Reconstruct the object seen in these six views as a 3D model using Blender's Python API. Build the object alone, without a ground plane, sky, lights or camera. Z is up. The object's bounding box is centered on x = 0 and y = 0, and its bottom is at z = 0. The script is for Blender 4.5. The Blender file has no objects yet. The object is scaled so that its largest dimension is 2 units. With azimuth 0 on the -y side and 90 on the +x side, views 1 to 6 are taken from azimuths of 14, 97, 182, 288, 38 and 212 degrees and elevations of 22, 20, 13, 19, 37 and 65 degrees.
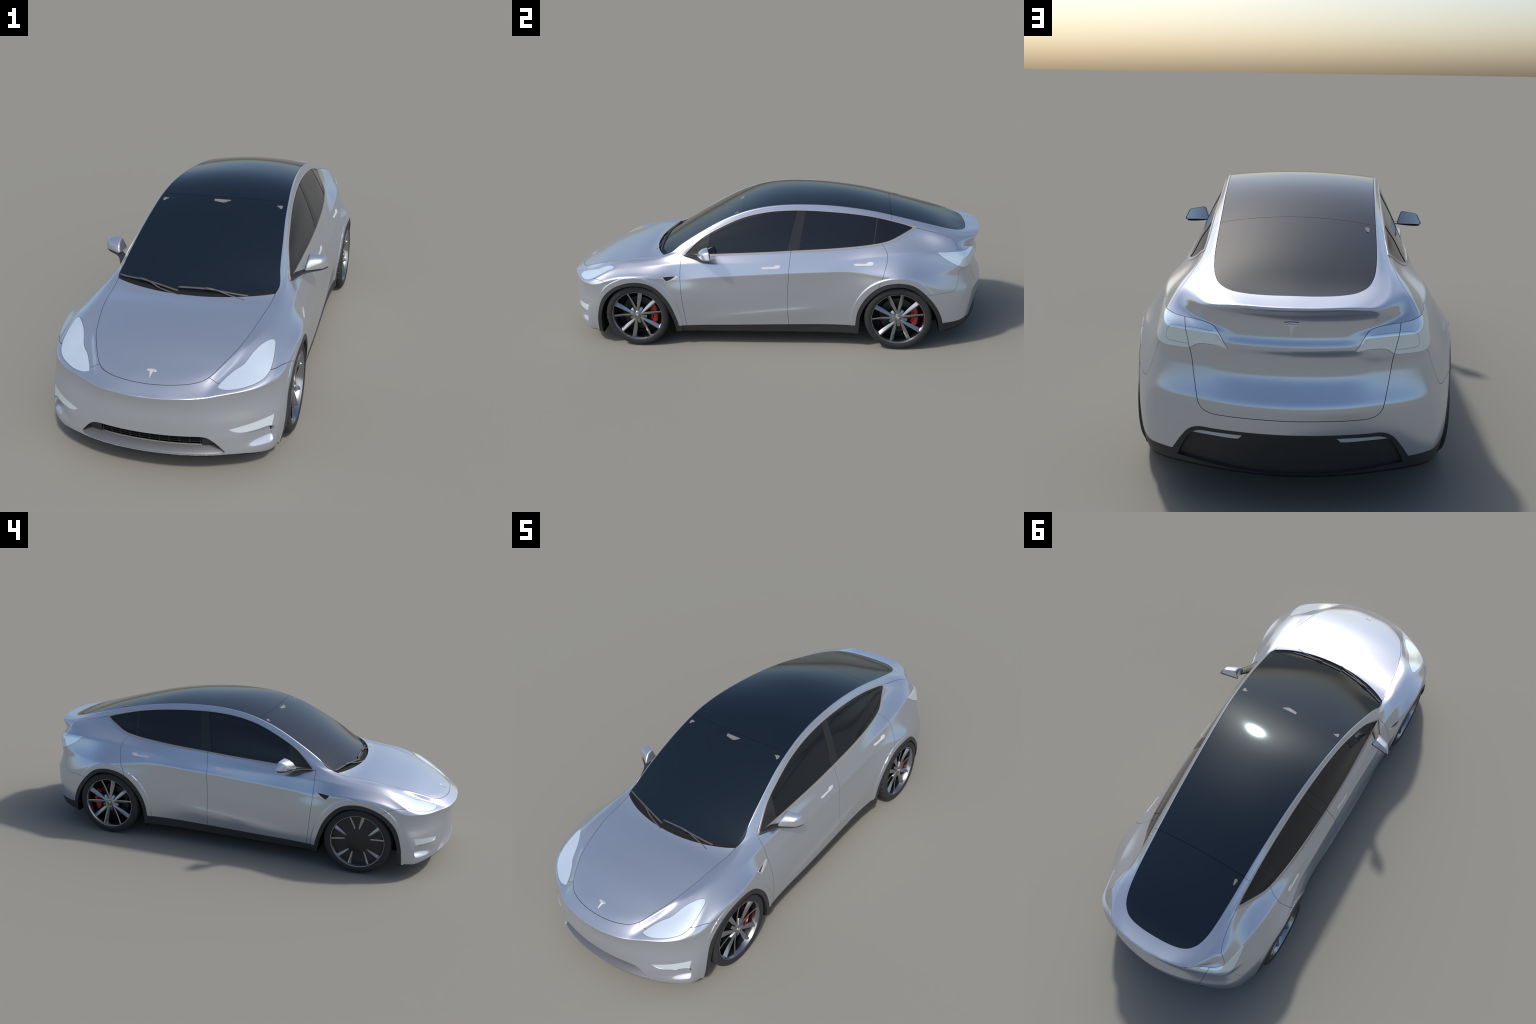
import numpy as np

# ---------------------------------------------------------------- splines
class Spline:
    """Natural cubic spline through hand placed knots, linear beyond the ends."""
    def __init__(self, xs, ys):
        x, y = np.asarray(xs, float), np.asarray(ys, float)
        if y.ndim == 1:
            y = y[:, None]
        n, h = len(x), np.diff(x)
        A, b = np.eye(n), np.zeros((n, y.shape[1]))
        for i in range(1, n - 1):
            A[i, i - 1:i + 2] = h[i - 1], 2 * (h[i - 1] + h[i]), h[i]
            b[i] = 6 * ((y[i + 1] - y[i]) / h[i] - (y[i] - y[i - 1]) / h[i - 1])
        self.x, self.y, self.m, self.h = x, y, np.linalg.solve(A, b), h

    def __call__(self, t):
        t = np.asarray(t, float)
        s = t.ravel()
        x, y, m = self.x, self.y, self.m
        c = np.clip(s, x[0], x[-1])
        i = np.clip(np.searchsorted(x, c) - 1, 0, len(x) - 2)
        h = self.h[i][:, None]
        a, b = (x[i + 1] - c)[:, None] / h, (c - x[i])[:, None] / h
        v = a * y[i] + b * y[i + 1] + ((a ** 3 - a) * m[i] + (b ** 3 - b) * m[i + 1]) * h * h / 6
        d0 = (y[1] - y[0]) / self.h[0] - self.h[0] * m[1] / 6
        d1 = (y[-1] - y[-2]) / self.h[-1] + self.h[-1] * m[-2] / 6
        v = v + np.minimum(s - x[0], 0)[:, None] * d0 + np.maximum(s - x[-1], 0)[:, None] * d1
        return v[:, 0].reshape(t.shape) if v.shape[1] == 1 else v.reshape(t.shape + (-1,))


def smooth(a, b, v):
    t = np.clip((v - a) / (b - a), 0, 1)
    return t * t * (3 - 2 * t)


def smax(a, b, k):
    h = np.maximum(k - np.abs(a - b), 0) / k
    return np.maximum(a, b) + h * h * k / 4


# ---------------------------------------------------------------- body lines
# Lines that run along the car, each knot is (y, x, z); from the sill up to the centre line.
LINES = [
    # tuck under the sill
    [(-1.0, .345, .062), (-.82, .358, .062), (-.61, .382, .062), (-.42, .365, .060), (-.15, .357, .060), (.1, .354, .060), (.42, .365, .062), (.6, .383, .066), (.8, .364, .085), (1.0, .335, .09)],
    # sill edge
    [(-1.0, .362, .10), (-.82, .374, .10), (-.61, .393, .105), (-.42, .373, .103), (-.15, .362, .104), (.1, .358, .106), (.42, .368, .108), (.6, .394, .11), (.8, .376, .125), (1.0, .350, .13)],
    # widest
    [(-1.0, .378, .19), (-.82, .386, .19), (-.61, .398, .20), (-.42, .382, .195), (-.15, .371, .19), (.1, .3665, .19), (.42, .377, .195), (.6, .400, .20), (.8, .381, .185), (1.0, .350, .185)],
    # door middle, flare
    [(-1.0, .362, .25), (-.82, .380, .262), (-.61, .398, .285), (-.42, .382, .272), (-.15, .3705, .268), (.1, .3665, .27), (.42, .376, .28), (.6, .399, .29), (.7, .392, .275), (.8, .375, .245), (1.0, .340, .24)],
    # light line over the handles' foot
    [(-1.0, .345, .262), (-.82, .371, .302), (-.71, .389, .340), (-.61, .3960, .351), (-.5, .383, .345), (-.42, .368, .334), (-.30, .3635, .340), (-.15, .362, .348), (.1, .3605, .362), (.3, .3595, .371), (.42, .3615, .371), (.52, .380, .362), (.6, .393, .356), (.68, .388, .336), (.75, .378, .298), (.85, .352, .283), (1.0, .31, .28)],
    # shoulder crease, lamp tip to lamp tip
    [(-1.0, .315, .258), (-.9, .331, .286), (-.82, .350, .323), (-.725, .339, .368), (-.61, .341, .386), (-.42, .341, .396), (-.15, .345, .398), (.1, .346, .400), (.38, .339, .418), (.55, .334, .441), (.68, .324, .447), (.78, .308, .442), (.9, .284, .428), (1.0, .25, .40)],
    # belt / fender crown
    [(-1.0, .26, .264), (-.9, .293, .296), (-.82, .314, .333), (-.725, .318, .377), (-.61, .323, .396), (-.5, .317, .410), (-.39, .3115, .431), (-.15, .3195, .445), (.1, .3205, .457), (.38, .304, .473), (.513, .286, .484), (.62, .265, .495), (.72, .260, .491), (.8, .269, .485), (.9, .256, .462), (1.0, .20, .43)],
    # middle of the side glass
    [(-1.0, .205, .270), (-.9, .238, .308), (-.82, .274, .340), (-.725, .296, .384), (-.61, .305, .402), (-.5, .302, .418), (-.4, .3025, .444), (-.3, .2995, .477), (-.15, .2935, .521), (.1, .284, .544), (.38, .2690, .538), (.513, .2600, .532), (.62, .2430, .528), (.72, .2390, .517), (.8, .2455, .505), (.9, .234, .481), (1.0, .17, .458)],
    # top of the side glass
    [(-1.0, .17, .276), (-.9, .200, .313), (-.82, .240, .346), (-.725, .272, .388), (-.61, .287, .405), (-.5, .290, .421), (-.4, .2985, .449), (-.3, .2880, .503), (-.2, .2745, .553), (-.1, .2625, .592), (0., .2535, .6140), (.1, .2455, .6210), (.2, .2385, .6185), (.38, .2320, .6010), (.5, .2290, .5825), (.62, .2250, .555), (.72, .2220, .533), (.8, .2220, .517), (.9, .208, .492), (1.0, .14, .480)],
    # edge of the roof glass, hood line
    [(-1.0, .14, .281), (-.95, .155, .303), (-.9, .181, .327), (-.82, .222, .358), (-.725, .250, .382), (-.61, .270, .403), (-.5, .279, .4170), (-.4, .2755, .475), (-.3, .2640, .535), (-.2, .2520, .586), (-.1, .2425, .6225), (0., .233, .6425), (.1, .2245, .6490), (.2, .217, .6470), (.38, .206, .6290), (.5, .201, .6065), (.62, .1985, .5755), (.72, .1955, .548), (.8, .190, .525), (.9, .170, .498), (1.0, .10, .488)],
    # half way
    [(-1.0, .08, .2855), (-.95, .085, .3155), (-.9, .10, .337), (-.82, .12, .368), (-.725, .135, .392), (-.61, .145, .4095), (-.565, .147, .4150), (-.5, .15, .444), (-.4, .145, .499), (-.3, .14, .550), (-.2, .132, .5965), (-.1, .125, .632), (0., .12, .653), (.1, .116, .6595), (.2, .112, .6575), (.38, .106, .641), (.5, .10, .6185), (.62, .10, .589), (.72, .10, .5595), (.8, .095, .533), (.9, .08, .5005), (1.0, .05, .489)],
    # centre line
    [(-1.0, 0, .2875), (-.95, 0, .3175), (-.9, 0, .340), (-.82, 0, .371), (-.725, 0, .395), (-.61, 0, .4125), (-.565, 0, .4170), (-.5, 0, .4485), (-.4, 0, .505), (-.3, 0, .555), (-.2, 0, .600), (-.1, 0, .6355), (0., 0, .6565), (.1, 0, .6645), (.2, 0, .6630), (.38, 0, .6470), (.5, 0, .6235), (.62, 0, .5925), (.72, 0, .563), (.8, 0, .5355), (.9, 0, .5015), (1.0, 0, .489)],
]
CZ = .28                                   # height of the axis the sections are measured from
NT, NY, Y0, Y1 = 420, 560, -1.06, 1.06
T0, T1 = -.95, np.pi / 2                   # angle range, lower edge to zenith


def blur(a, sigma, axis):
    r = int(4 * sigma + 1)
    k = np.exp(-.5 * (np.arange(-r, r + 1) / sigma) ** 2)
    k /= k.sum()
    pad = [(r, r) if i == axis else (0, 0) for i in range(2)]
    p = np.pad(a, pad, mode="reflect", reflect_type="odd")
    return np.apply_along_axis(lambda v: np.convolve(v, k, "valid"), axis, p)


CRISP = {4: .22, 5: .2, 8: .25}               # lines that show as an edge: both flanks run straight into them


def crisp(p, j):
    if j not in CRISP:
        return p[j:j + 1]
    e = CRISP[j]
    return np.stack([p[j] + (p[j - 1] - p[j]) * e, p[j], p[j] + (p[j + 1] - p[j]) * e])


def section_grid():
    ys = np.linspace(Y0, Y1, NY)
    lines = []
    for L in LINES:
        L = np.array(L)
        yq = np.clip(ys, L[0, 0], L[-1, 0])
        lines.append(Spline(L[:, 0], L[:, 1:])(yq))
    lines = np.stack(lines, 1)             # station, line, (x, z)
    th = np.linspace(T0, T1, NT)
    R = np.empty((NT, NY))
    for i in range(NY):
        p = lines[i]
        q = p[:-1][::-1] * [-1, 1]         # mirrored half, so the crown is smooth over the centre
        p = np.concatenate([crisp(p, j) for j in range(len(p))])
        a = np.vstack([p, q[:4]])
        d = np.sqrt(np.linalg.norm(np.diff(a, axis=0), axis=1))
        s = np.concatenate([[0], np.cumsum(d)])
        c = Spline(s, a)(np.linspace(0, s[-1], 900))
        ang = np.unwrap(np.arctan2(c[:, 1] - CZ, c[:, 0]))
        rad = np.hypot(c[:, 0], c[:, 1] - CZ)
        k = np.concatenate([[True], np.diff(np.maximum.accumulate(ang)) > 1e-9])
        R[:, i] = np.interp(th, ang[k], rad[k])
    R = np.concatenate([R, R[-2:-82:-1]])  # beyond the zenith, mirrored
    R = blur(R, 1.2, 0)
    R = blur(R, 1.5, 1)
    # glass and hood are bent sheets: an even crown between their edges
    tha = T0 + np.arange(len(R)) * (T1 - T0) / (NT - 1)
    tha = np.minimum(tha, np.pi - tha)[:, None]
    xe, ze, zc = lines[:, 9, 0][None], lines[:, 9, 1][None], lines[:, 11, 1][None]
    k = (zc - ze) / xe ** 2
    a, b, c = k * np.cos(tha) ** 2, np.sin(tha), CZ - zc
    crown = -2 * c / (b + np.sqrt(np.maximum(b * b - 4 * a * c, 1e-9)))
    edge = np.arctan2(ze - CZ, xe)
    near = (smooth(.86, .76, ys) * smooth(-.93, -.86, ys))[None]
    R = R + (blur(crown, 1.5, 1) - R) * smooth(edge - .035, edge + .015, tha) * near
    # side glass: even along its length
    ang = np.arctan2(lines[:, (6, 8), 1] - CZ, lines[:, (6, 8), 0])
    e6, e8 = ang[None, :, 0], ang[None, :, 1]
    tw = T0 + np.arange(len(R))[:, None] * (T1 - T0) / (NT - 1)
    wide = smooth(e6 + .01, e6 + .05, tw) * smooth(e8 - .01, e8 - .05, tw) * (smooth(-.37, -.28, ys) * smooth(.62, .50, ys))[None]
    R = R + (blur(R, 8, 1) - R) * wide
    return R[:NT + 14]


RG = section_grid()


def bicubic(g, u, v):
    """Catmull-Rom sampling of a grid."""
    nu, nv = g.shape
    u, v = np.clip(u, 1, nu - 2.001), np.clip(v, 1, nv - 2.001)
    i, j = u.astype(int), v.astype(int)
    a, b = u - i, v - j
    def w(t):
        return (-.5 * t + t * t - .5 * t ** 3, 1 - 2.5 * t * t + 1.5 * t ** 3, .5 * t + 2 * t * t - 1.5 * t ** 3, -.5 * t * t + .5 * t ** 3)
    wa, wb = w(a), w(b)
    i, j = np.clip(i, 1, nu - 3), np.clip(j, 1, nv - 3)
    r = 0
    for p in range(4):
        row = 0
        for q in range(4):
            row = row + wb[q] * g[i + p - 1, j + q - 1]
        r = r + wa[p] * row
    return r


# ---------------------------------------------------------------- nose and tail
FRONT = Spline([.03, .055, .075, .10, .13, .165, .20, .235, .265, .288, .32, .36], [-.915, -.955, -.980, -.9905, -.9905, -.9905, -.991, -.989, -.993, -1.001, -1.012, -1.02])
FRONT_LOW = Spline([0, .06, .12, .18, .24, .30, .345, .375, .40, .44], [0, .002, .009, .022, .043, .074, .109, .145, .203, .33])
FRONT_TOP = Spline([0, .05, .10, .15, .20, .25, .30, .335, .365, .40, .44], [0, .0025, .010, .024, .049, .076, .108, .140, .178, .24, .35])
REAR = Spline([.05, .09, .13, .17, .21, .25, .267, .285, .305, .33, .36, .38, .395, .412, .435, .455, .472, .4875, .51], [.955, .978, .988, .994, .9980, 1.0, .9995, .992, .982, .972, .9700, .9725, .9770, .9715, .968, .969, .9775, .9890, 1.0])
REAR_SIDE = Spline([.05, .09, .13, .17, .21, .25, .267, .285, .305, .33, .355, .375, .40, .425, .44, .452, .475, .51], [.955, .978, .988, .994, .9980, 1.0, .9995, .993, .985, .977, .973, .977, .977, .973, .958, .945, .93, .92])
REAR_PLAN = Spline([0, .05, .10, .15, .20, .25, .30, .336, .36, .385, .42], [0, .003, .010, .021, .037, .056, .084, .121, .160, .215, .32])


WHEELS = ((-.615, .150), (.5975, .150))
ARCH_RADIUS = [Spline(np.radians([-30, 0, 30, 60, 90, 120, 150, 180, 210]), r) for r in ((.205, .1850, .1745, .1755, .1760, .1785, .1845, .1885, .210), (.212, .1990, .1850, .1800, .1795, .1800, .1830, .1900, .203))]


def arch_ring(y, z, k):
    """Angle round a wheel and distance outside its arch."""
    cy, cz = WHEELS[k]
    a = np.arctan2(z - cz, y - cy)
    a = np.where(a < -np.pi / 2, a + 2 * np.pi, a)
    return a, np.hypot(y - cy, z - cz) - ARCH_RADIUS[k](np.clip(a, -.5, 3.6))


def front_y(x, z):
    w = np.clip((z - .15) / .135, 0, 1)
    duct = .020 * smooth(.262, .345, x) * smooth(.3640, .3500, x) * smooth(.104, .130, z) * smooth(.1640, .1520, z)
    return FRONT(z) + FRONT_LOW(x) * (1 - w) + FRONT_TOP(x) * w + duct


def rear_y(x, z):
    s = smooth(.418, .462, z)
    w = smooth(.11 + .07 * s, .20 + .06 * s, x)
    return REAR(z) * (1 - w) + REAR_SIDE(z) * w - REAR_PLAN(x)


def floor_z(y):
    return .062 + .022 * smooth(-.86, -.95, y) + .034 * smooth(.7, .95, y)


def f_sides(P):
    x, y, z = np.abs(P[:, 0]), P[:, 1], P[:, 2]
    th = np.arctan2(z - CZ, x)
    r = np.hypot(x, z - CZ)
    u = (th - T0) / (T1 - T0) * (NT - 1)
    v = (y - Y0) / (Y1 - Y0) * (NY - 1)
    R = bicubic(RG, u, v)
    # pressed line low on the doors
    zc = .166 + .098 * (y + .05) - .03 * (y + .05) ** 2
    amp = .0075 * smooth(-.37, -.12, y) * smooth(.34, .12, y)
    d = z - zc
    bump = amp * np.where(d > 0, 1 / (1 + (d / .016) ** 2) - .1 * np.clip(d / .05, 0, 1), 1 / (1 + (d / .05) ** 2))
    bump = bump - .0055 * np.exp(-((y - .70) / .16) ** 2 - ((z - .385) / .055) ** 2) * smooth(.2, .28, x)
    f = r - R - bump
    if RINGS:
        for k in (0, 1):
            a, d = arch_ring(y, z, k)
            m = (d < .05) & (x > .3)
            if m.any():
                ring = np.maximum(x[m] - RINGS[k](np.clip(a[m], -.4, 3.5)), d[m] - .0205)
                f[m] = -smax(-f[m], -ring, .006)
    return f


RINGS = []


def make_rings():
    """Flat lip round each wheel arch, level with the flare's edge."""
    out = []
    for k in (0, 1):
        a = np.radians(np.linspace(-25, 205, 24))
        r = ARCH_RADIUS[k](a) - .002
        p = np.stack([np.zeros(24), WHEELS[k][0] + r * np.cos(a), np.maximum(WHEELS[k][1] + r * np.sin(a), .075)], 1)
        lo, hi = np.zeros(24), np.full(24, .6)
        for _ in range(30):
            m = (lo + hi) / 2
            ins = f_sides(p + np.stack([m, 0 * m, 0 * m], 1)) < 0
            lo, hi = np.where(ins, m, lo), np.where(ins, hi, m)
        out.append(Spline(a, lo - .0004))
    RINGS.extend(out)


make_rings()


def body(P):
    """Implicit body: negative inside."""
    P = np.asarray(P, float)
    x, y, z = np.abs(P[:, 0]), P[:, 1], P[:, 2]
    f = f_sides(P)
    near = y < -.6
    if near.any():
        xi, zi = x[near], z[near]
        g = (front_y(xi, zi) - y[near]) / np.sqrt(1 + ((front_y(xi + .004, zi) - front_y(xi - .004, zi)) / .008) ** 2)
        k = .006 + .012 * smooth(.24, .35, xi)
        f[near] = smax(f[near], g, k)
    far = y > .6
    if far.any():
        xi, zi = x[far], z[far]
        g = (y[far] - rear_y(xi, zi)) / np.sqrt(1 + ((rear_y(xi + .004, zi) - rear_y(xi - .004, zi)) / .008) ** 2)
        k = .009 + .030 * smooth(.24, .35, xi) * smooth(.40, .34, zi) + .012 * smooth(.15, .25, xi)
        f[far] = smax(f[far], g, k)
    return smax(f, floor_z(y) - z, .012)


def normals(P, h=6e-4):
    n = np.empty_like(P)
    for a in range(3):
        e = np.zeros(3)
        e[a] = h
        n[:, a] = body(P + e) - body(P - e)
    return n / np.maximum(np.linalg.norm(n, axis=1), 1e-12)[:, None]


def cast(base, far, steps=34):
    lo, hi = np.zeros(len(base)), np.ones(len(base))
    for _ in range(steps):
        m = (lo + hi) / 2
        ins = body(base + (far - base) * m[:, None]) < 0
        lo, hi = np.where(ins, m, lo), np.where(ins, hi, m)
    return base + (far - base) * ((lo + hi) / 2)[:, None]


BX, BY, BZ0, BZ1 = .44, 1.12, -.02, .75
def box_grid(step):
    """Half a box (x >= 0) of quads whose points are drawn in along rays onto the body."""
    nx, ny, nz = (int(round(d / step)) for d in (BX, 2 * BY, BZ1 - BZ0))
    X, Y, Z = np.linspace(0, BX, nx + 1), np.linspace(-BY, BY, ny + 1), np.linspace(BZ0, BZ1, nz + 1)
    pts, quads, off = [], [], 0
    def add(A, B, make, flip):
        nonlocal off
        a, b = np.meshgrid(A, B, indexing="ij")
        p = make(a, b).reshape(-1, 3)
        i = np.arange(len(A) * len(B)).reshape(len(A), len(B))
        q = np.stack([i[:-1, :-1], i[1:, :-1], i[1:, 1:], i[:-1, 1:]], -1).reshape(-1, 4)
        pts.append(p)
        quads.append((q[:, ::-1] if flip else q) + off)
        off += len(p)
    full = np.full_like
    add(X, Y, lambda a, b: np.stack([a, b, full(a, BZ1)], -1), False)
    add(X, Y, lambda a, b: np.stack([a, b, full(a, BZ0)], -1), True)
    add(Y, Z, lambda a, b: np.stack([full(a, BX), a, b], -1), False)
    add(X, Z, lambda a, b: np.stack([a, full(a, -BY), b], -1), False)
    add(X, Z, lambda a, b: np.stack([a, full(a, BY), b], -1), True)
    P, Q = np.concatenate(pts), np.concatenate(quads)
    _, first, inv = np.unique(np.round(P * 1e5).astype(np.int64), axis=0, return_index=True, return_inverse=True)
    return P[first], inv.ravel()[Q]


def base_of(P):
    b = np.zeros_like(P)
    b[:, 1] = np.clip(P[:, 1], -.60, .62)
    b[:, 2] = CZ + .0
    return b

# ================================================================ cutting the body into panels
import bpy
import bmesh
from mathutils import Matrix, Vector

STEP = .005
GAP = .0008                                # half the width of a shut line


def poly_dist(poly, q):
    """Signed distance to a closed outline, negative inside."""
    a = np.asarray(poly, float)
    lo, hi = a.min(0) - .03, a.max(0) + .03
    out = np.full(len(q), .03)
    k = np.where(((q > lo) & (q < hi)).all(1))[0]
    if not len(k):
        return out
    p = q[k]
    b = np.roll(a, -1, 0)
    best = np.full(len(p), 1e9)
    inside = np.zeros(len(p), bool)
    for s, e in zip(a, b):
        d = e - s
        L = d @ d
        if L < 1e-14:
            continue
        t = np.clip(((p - s) @ d) / L, 0, 1)
        best = np.minimum(best, np.hypot(*(p - s - t[:, None] * d).T))
        c = (s[1] > p[:, 1]) != (e[1] > p[:, 1])
        with np.errstate(all="ignore"):
            inside ^= c & (p[:, 0] < d[0] * (p[:, 1] - s[1]) / d[1] + s[0])
    out[k] = np.minimum(np.where(inside, -best, best), .03)
    return out


def curve(pts, n=10, closed=False):
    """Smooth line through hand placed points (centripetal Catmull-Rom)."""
    p = np.asarray(pts, float)
    q = np.vstack([p[-1:], p, p[:2]]) if closed else np.vstack([2 * p[0] - p[1], p, 2 * p[-1] - p[-2]])
    out = []
    for i in range(1, len(q) - 2):
        a, b, c, d = q[i - 1:i + 3]
        t = [0]
        for u, v in ((a, b), (b, c), (c, d)):
            t.append(t[-1] + max(np.linalg.norm(v - u), 1e-9) ** .5)
        for s in np.linspace(t[1], t[2], n, endpoint=False):
            A1, A2, A3 = (a + (b - a) * (s - t[0]) / (t[1] - t[0]), b + (c - b) * (s - t[1]) / (t[2] - t[1]), c + (d - c) * (s - t[2]) / (t[3] - t[2]))
            B1, B2 = A1 + (A2 - A1) * (s - t[0]) / (t[2] - t[0]), A2 + (A3 - A2) * (s - t[1]) / (t[3] - t[1])
            out.append(B1 + (B2 - B1) * (s - t[1]) / (t[2] - t[1]))
    if not closed:
        out.append(q[-2])
    return np.array(out)


def mirror_x(half):
    """Closed outline in (x, .) from a half outline that starts and ends on x = 0."""
    h = np.asarray(half, float)
    return np.vstack([h, h[::-1] * [-1, 1]])


# ---- outlines.  plan = (x, y), side = (y, z), face = (x, z), wrap = (u, z)
hood_front = [(0, -.9625), (.05, -.960), (.10, -.9500), (.14, -.934), (.163, -.918), (.181, -.896), (.206, -.850), (.229, -.800), (.2435, -.750), (.2555, -.700), (.2645, -.650), (.2705, -.600), (.2755, -.550), (.2805, -.4885)]
hood_rear = [(.2805, -.4885), (.25, -.5065), (.20, -.529), (.15, -.544), (.10, -.5545), (.05, -.5605), (0, -.5625)]
HOOD = mirror_x(np.vstack([curve(hood_front), curve(hood_rear)[1:]]))
glass_side = [(.2805, -.4885), (.2865, -.465), (.2865, -.44), (.2775, -.40), (.265, -.30), (.2525, -.20), (.2432, -.10), (.2335, 0), (.2250, .10), (.2180, .20), (.2120, .30), (.207, .40), (.2022, .50), (.1985, .60), (.1945, .70), (.1895, .77), (.181, .825), (.165, .868), (.138, .897), (.105, .911), (.05, .919), (0, .9205)]
GLASS = mirror_x(np.vstack([curve(hood_rear)[::-1], curve(glass_side)[1:]]))
SPLIT_FRONT = Spline([0, .1, .2, .3], [-.122, -.120, -.112, -.10])
SPLIT_REAR = Spline([0, .1, .2, .3], [.5655, .5665, .569, .572])
HEADLIGHT = curve([(.3255, -.722), (.333, -.727), (.337, -.748), (.3405, -.79), (.338, -.825), (.325, -.855), (.295, -.886), (.247, -.917), (.216, -.925), (.203, -.9215), (.2065, -.908), (.234, -.860), (.258, -.831), (.281, -.779), (.301, -.748)], 8, True)
window_low = [(-.380, .4345), (-.262, .4385), (-.136, .4445), (.012, .4515), (.118, .4570), (.297, .4650), (.445, .4745), (.523, .4830), (.560, .4905), (.600, .506), (.640, .5245), (.655, .532), (.664, .5375)]
window_top = [(.664, .5375), (.640, .5465), (.60, .5585), (.50, .5840), (.40, .6010), (.30, .6125), (.20, .6205), (.10, .6235), (.0, .6175), (-.10, .5970), (-.20, .5580), (-.30, .5050), (-.380, .4345)]
WINDOW = np.vstack([curve(window_low), curve(window_top)[1:-1]])
trim_low = [(-.392, .4320), (-.256, .4300), (-.136, .4365), (.012, .4435), (.118, .4485), (.297, .4555), (.445, .4675), (.526, .4770), (.577, .4875), (.622, .5060), (.666, .5290), (.687, .5385)]
trim_top = [(.687, .5385), (.650, .5485), (.60, .5630), (.50, .5872), (.40, .6042), (.30, .6157), (.20, .6237), (.10, .6267), (.0, .6207), (-.10, .6002), (-.20, .5615), (-.30, .5098), (-.392, .4320)]
TRIM = np.vstack([curve(trim_low), curve(trim_top)[1:-1]])
PILLAR_F = Spline([.40, .457, .625, .66], [.077, .0935, .1405, .150])        # rear edge of the front door glass
PILLAR_R = Spline([.40, .460, .624, .66], [.141, .1515, .182, .189])
SAIL = Spline([.40, .4385, .514, .6], [-.281, -.276, -.2645, -.251])
QUARTER_F = Spline([.44, .481, .583, .65], [.481, .487, .502, .512])
QUARTER_R = Spline([.44, .481, .583, .65], [.4865, .4925, .5075, .5175])
ARCH_F_OUT = curve([(-.812, .0), (-.811, .10), (-.803, .165), (-.774, .242), (-.708, .300), (-.615, .326), (-.530, .3055), (-.466, .237), (-.432, .150), (-.420, .09), (-.416, .0)])
ARCH_F_IN = curve([(-.795, .0), (-.794, .10), (-.786, .165), (-.756, .235), (-.697, .287), (-.615, .3085), (-.541, .291), (-.483, .228), (-.449, .145), (-.437, .09), (-.433, .0)])
ARCH_R_OUT = curve([(.403, .0), (.4045, .10), (.419, .190), (.464, .266), (.527, .314), (.597, .3295), (.667, .314), (.735, .254), (.778, .190), (.799, .125), (.806, .0)])
ARCH_R_IN = curve([(.420, .0), (.4215, .10), (.436, .183), (.478, .252), (.536, .297), (.597, .312), (.658, .298), (.720, .242), (.761, .180), (.781, .115), (.788, .0)])
DOOR_F = Spline([.07, .10, .13, .20, .28, .34, .38, .41, .433], [-.380, -.383, -.3865, -.393, -.3985, -.4005, -.4000, -.3975, -.3935])
DOOR_B = Spline([.07, .10, .16, .20, .28, .34, .39, .43, .47], [.1015, .0995, .0965, .0960, .0985, .1025, .1065, .1115, .118])
DOOR_R = Spline([.28, .318, .35, .38, .40, .42, .437, .452, .466, .478], [.500, .514, .5275, .537, .5435, .5485, .5495, .5455, .536, .5265])
bumper_line = np.vstack([curve(hood_front[:5]), [(.1645, -.9085), (.2075, -.9085), (.335, -.822), (.45, -.74)]])
BUMPER_F = lambda x: np.interp(x, bumper_line[:, 0], bumper_line[:, 1])
BUMPER_SIDE = Spline([-.86, -.825, -.801, -.775, -.751, -.735, -.72, -.69], [.3255, .3255, .3255, .3245, .3205, .3145, .3060, .2880])
SILL = Spline([-.45, -.38, -.1, .1, .42], [.0985, .1000, .1055, .1085, .1095])
wrap = lambda x, y: (x - .297) - (y - .88)
TAILLIGHT = curve([(-.238, .3875), (-.225, .403), (-.208, .420), (-.190, .431), (-.163, .4365), (-.125, .4385), (-.086, .4395), (-.045, .4415), (-.015, .4430), (.017, .4435), (.081, .4445), (.119, .4445), (.110, .434), (.093, .419), (.070, .404), (.045, .3905), (.020, .380), (.003, .3755), (-.032, .3735), (-.080, .3745), (-.125, .3765), (-.136, .3820), (-.148, .3875), (-.162, .3905), (-.185, .3915), (-.211, .3905)], 6, True)
GATE_LOW = mirror_x(np.vstack([[(0, .60), (.2375, .60)], curve([(.237, .4395), (.2305, .410), (.2235, .3765), (.2145, .320), (.205, .275), (.2005, .260), (.190, .2475), (.174, .2415), (.145, .2400), (.05, .2405)]), [(0, .2405)]]))
GATE_TOP = curve([(.2235, .5675), (.2285, .62), (.2275, .687), (.234, .755), (.243, .808), (.2555, .843), (.2815, .867)])
BUMPER_R = curve([(.0, .372), (.024, .355), (.040, .318), (.060, .288), (.082, .2755), (.115, .2715), (.152, .271), (.216, .2695), (.28, .268)])
CLAD_R = np.vstack([[(0, .2075)], curve([(.05, .2072), (.164, .2055), (.205, .2035), (.226, .193), (.2445, .170), (.2675, .1325)])[:], curve([(.268, .1325), (.296, .1315), (.339, .1260), (.36, .1255), (.42, .1255)])])
DIFFUSER = mirror_x(np.vstack([[(0, .1985)], curve([(.05, .1985), (.164, .1965), (.205, .193), (.224, .181), (.241, .153), (.2555, .1195)]), curve([(.2545, .1190), (.198, .1150), (.117, .110), (.081, .108)]), [(0, .106)]]))
REFLECTOR = np.array([(.1035, .1955), (.150, .1935), (.207, .1920), (.2225, .1835), (.165, .1845), (.125, .1845), (.113, .1855)])
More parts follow.
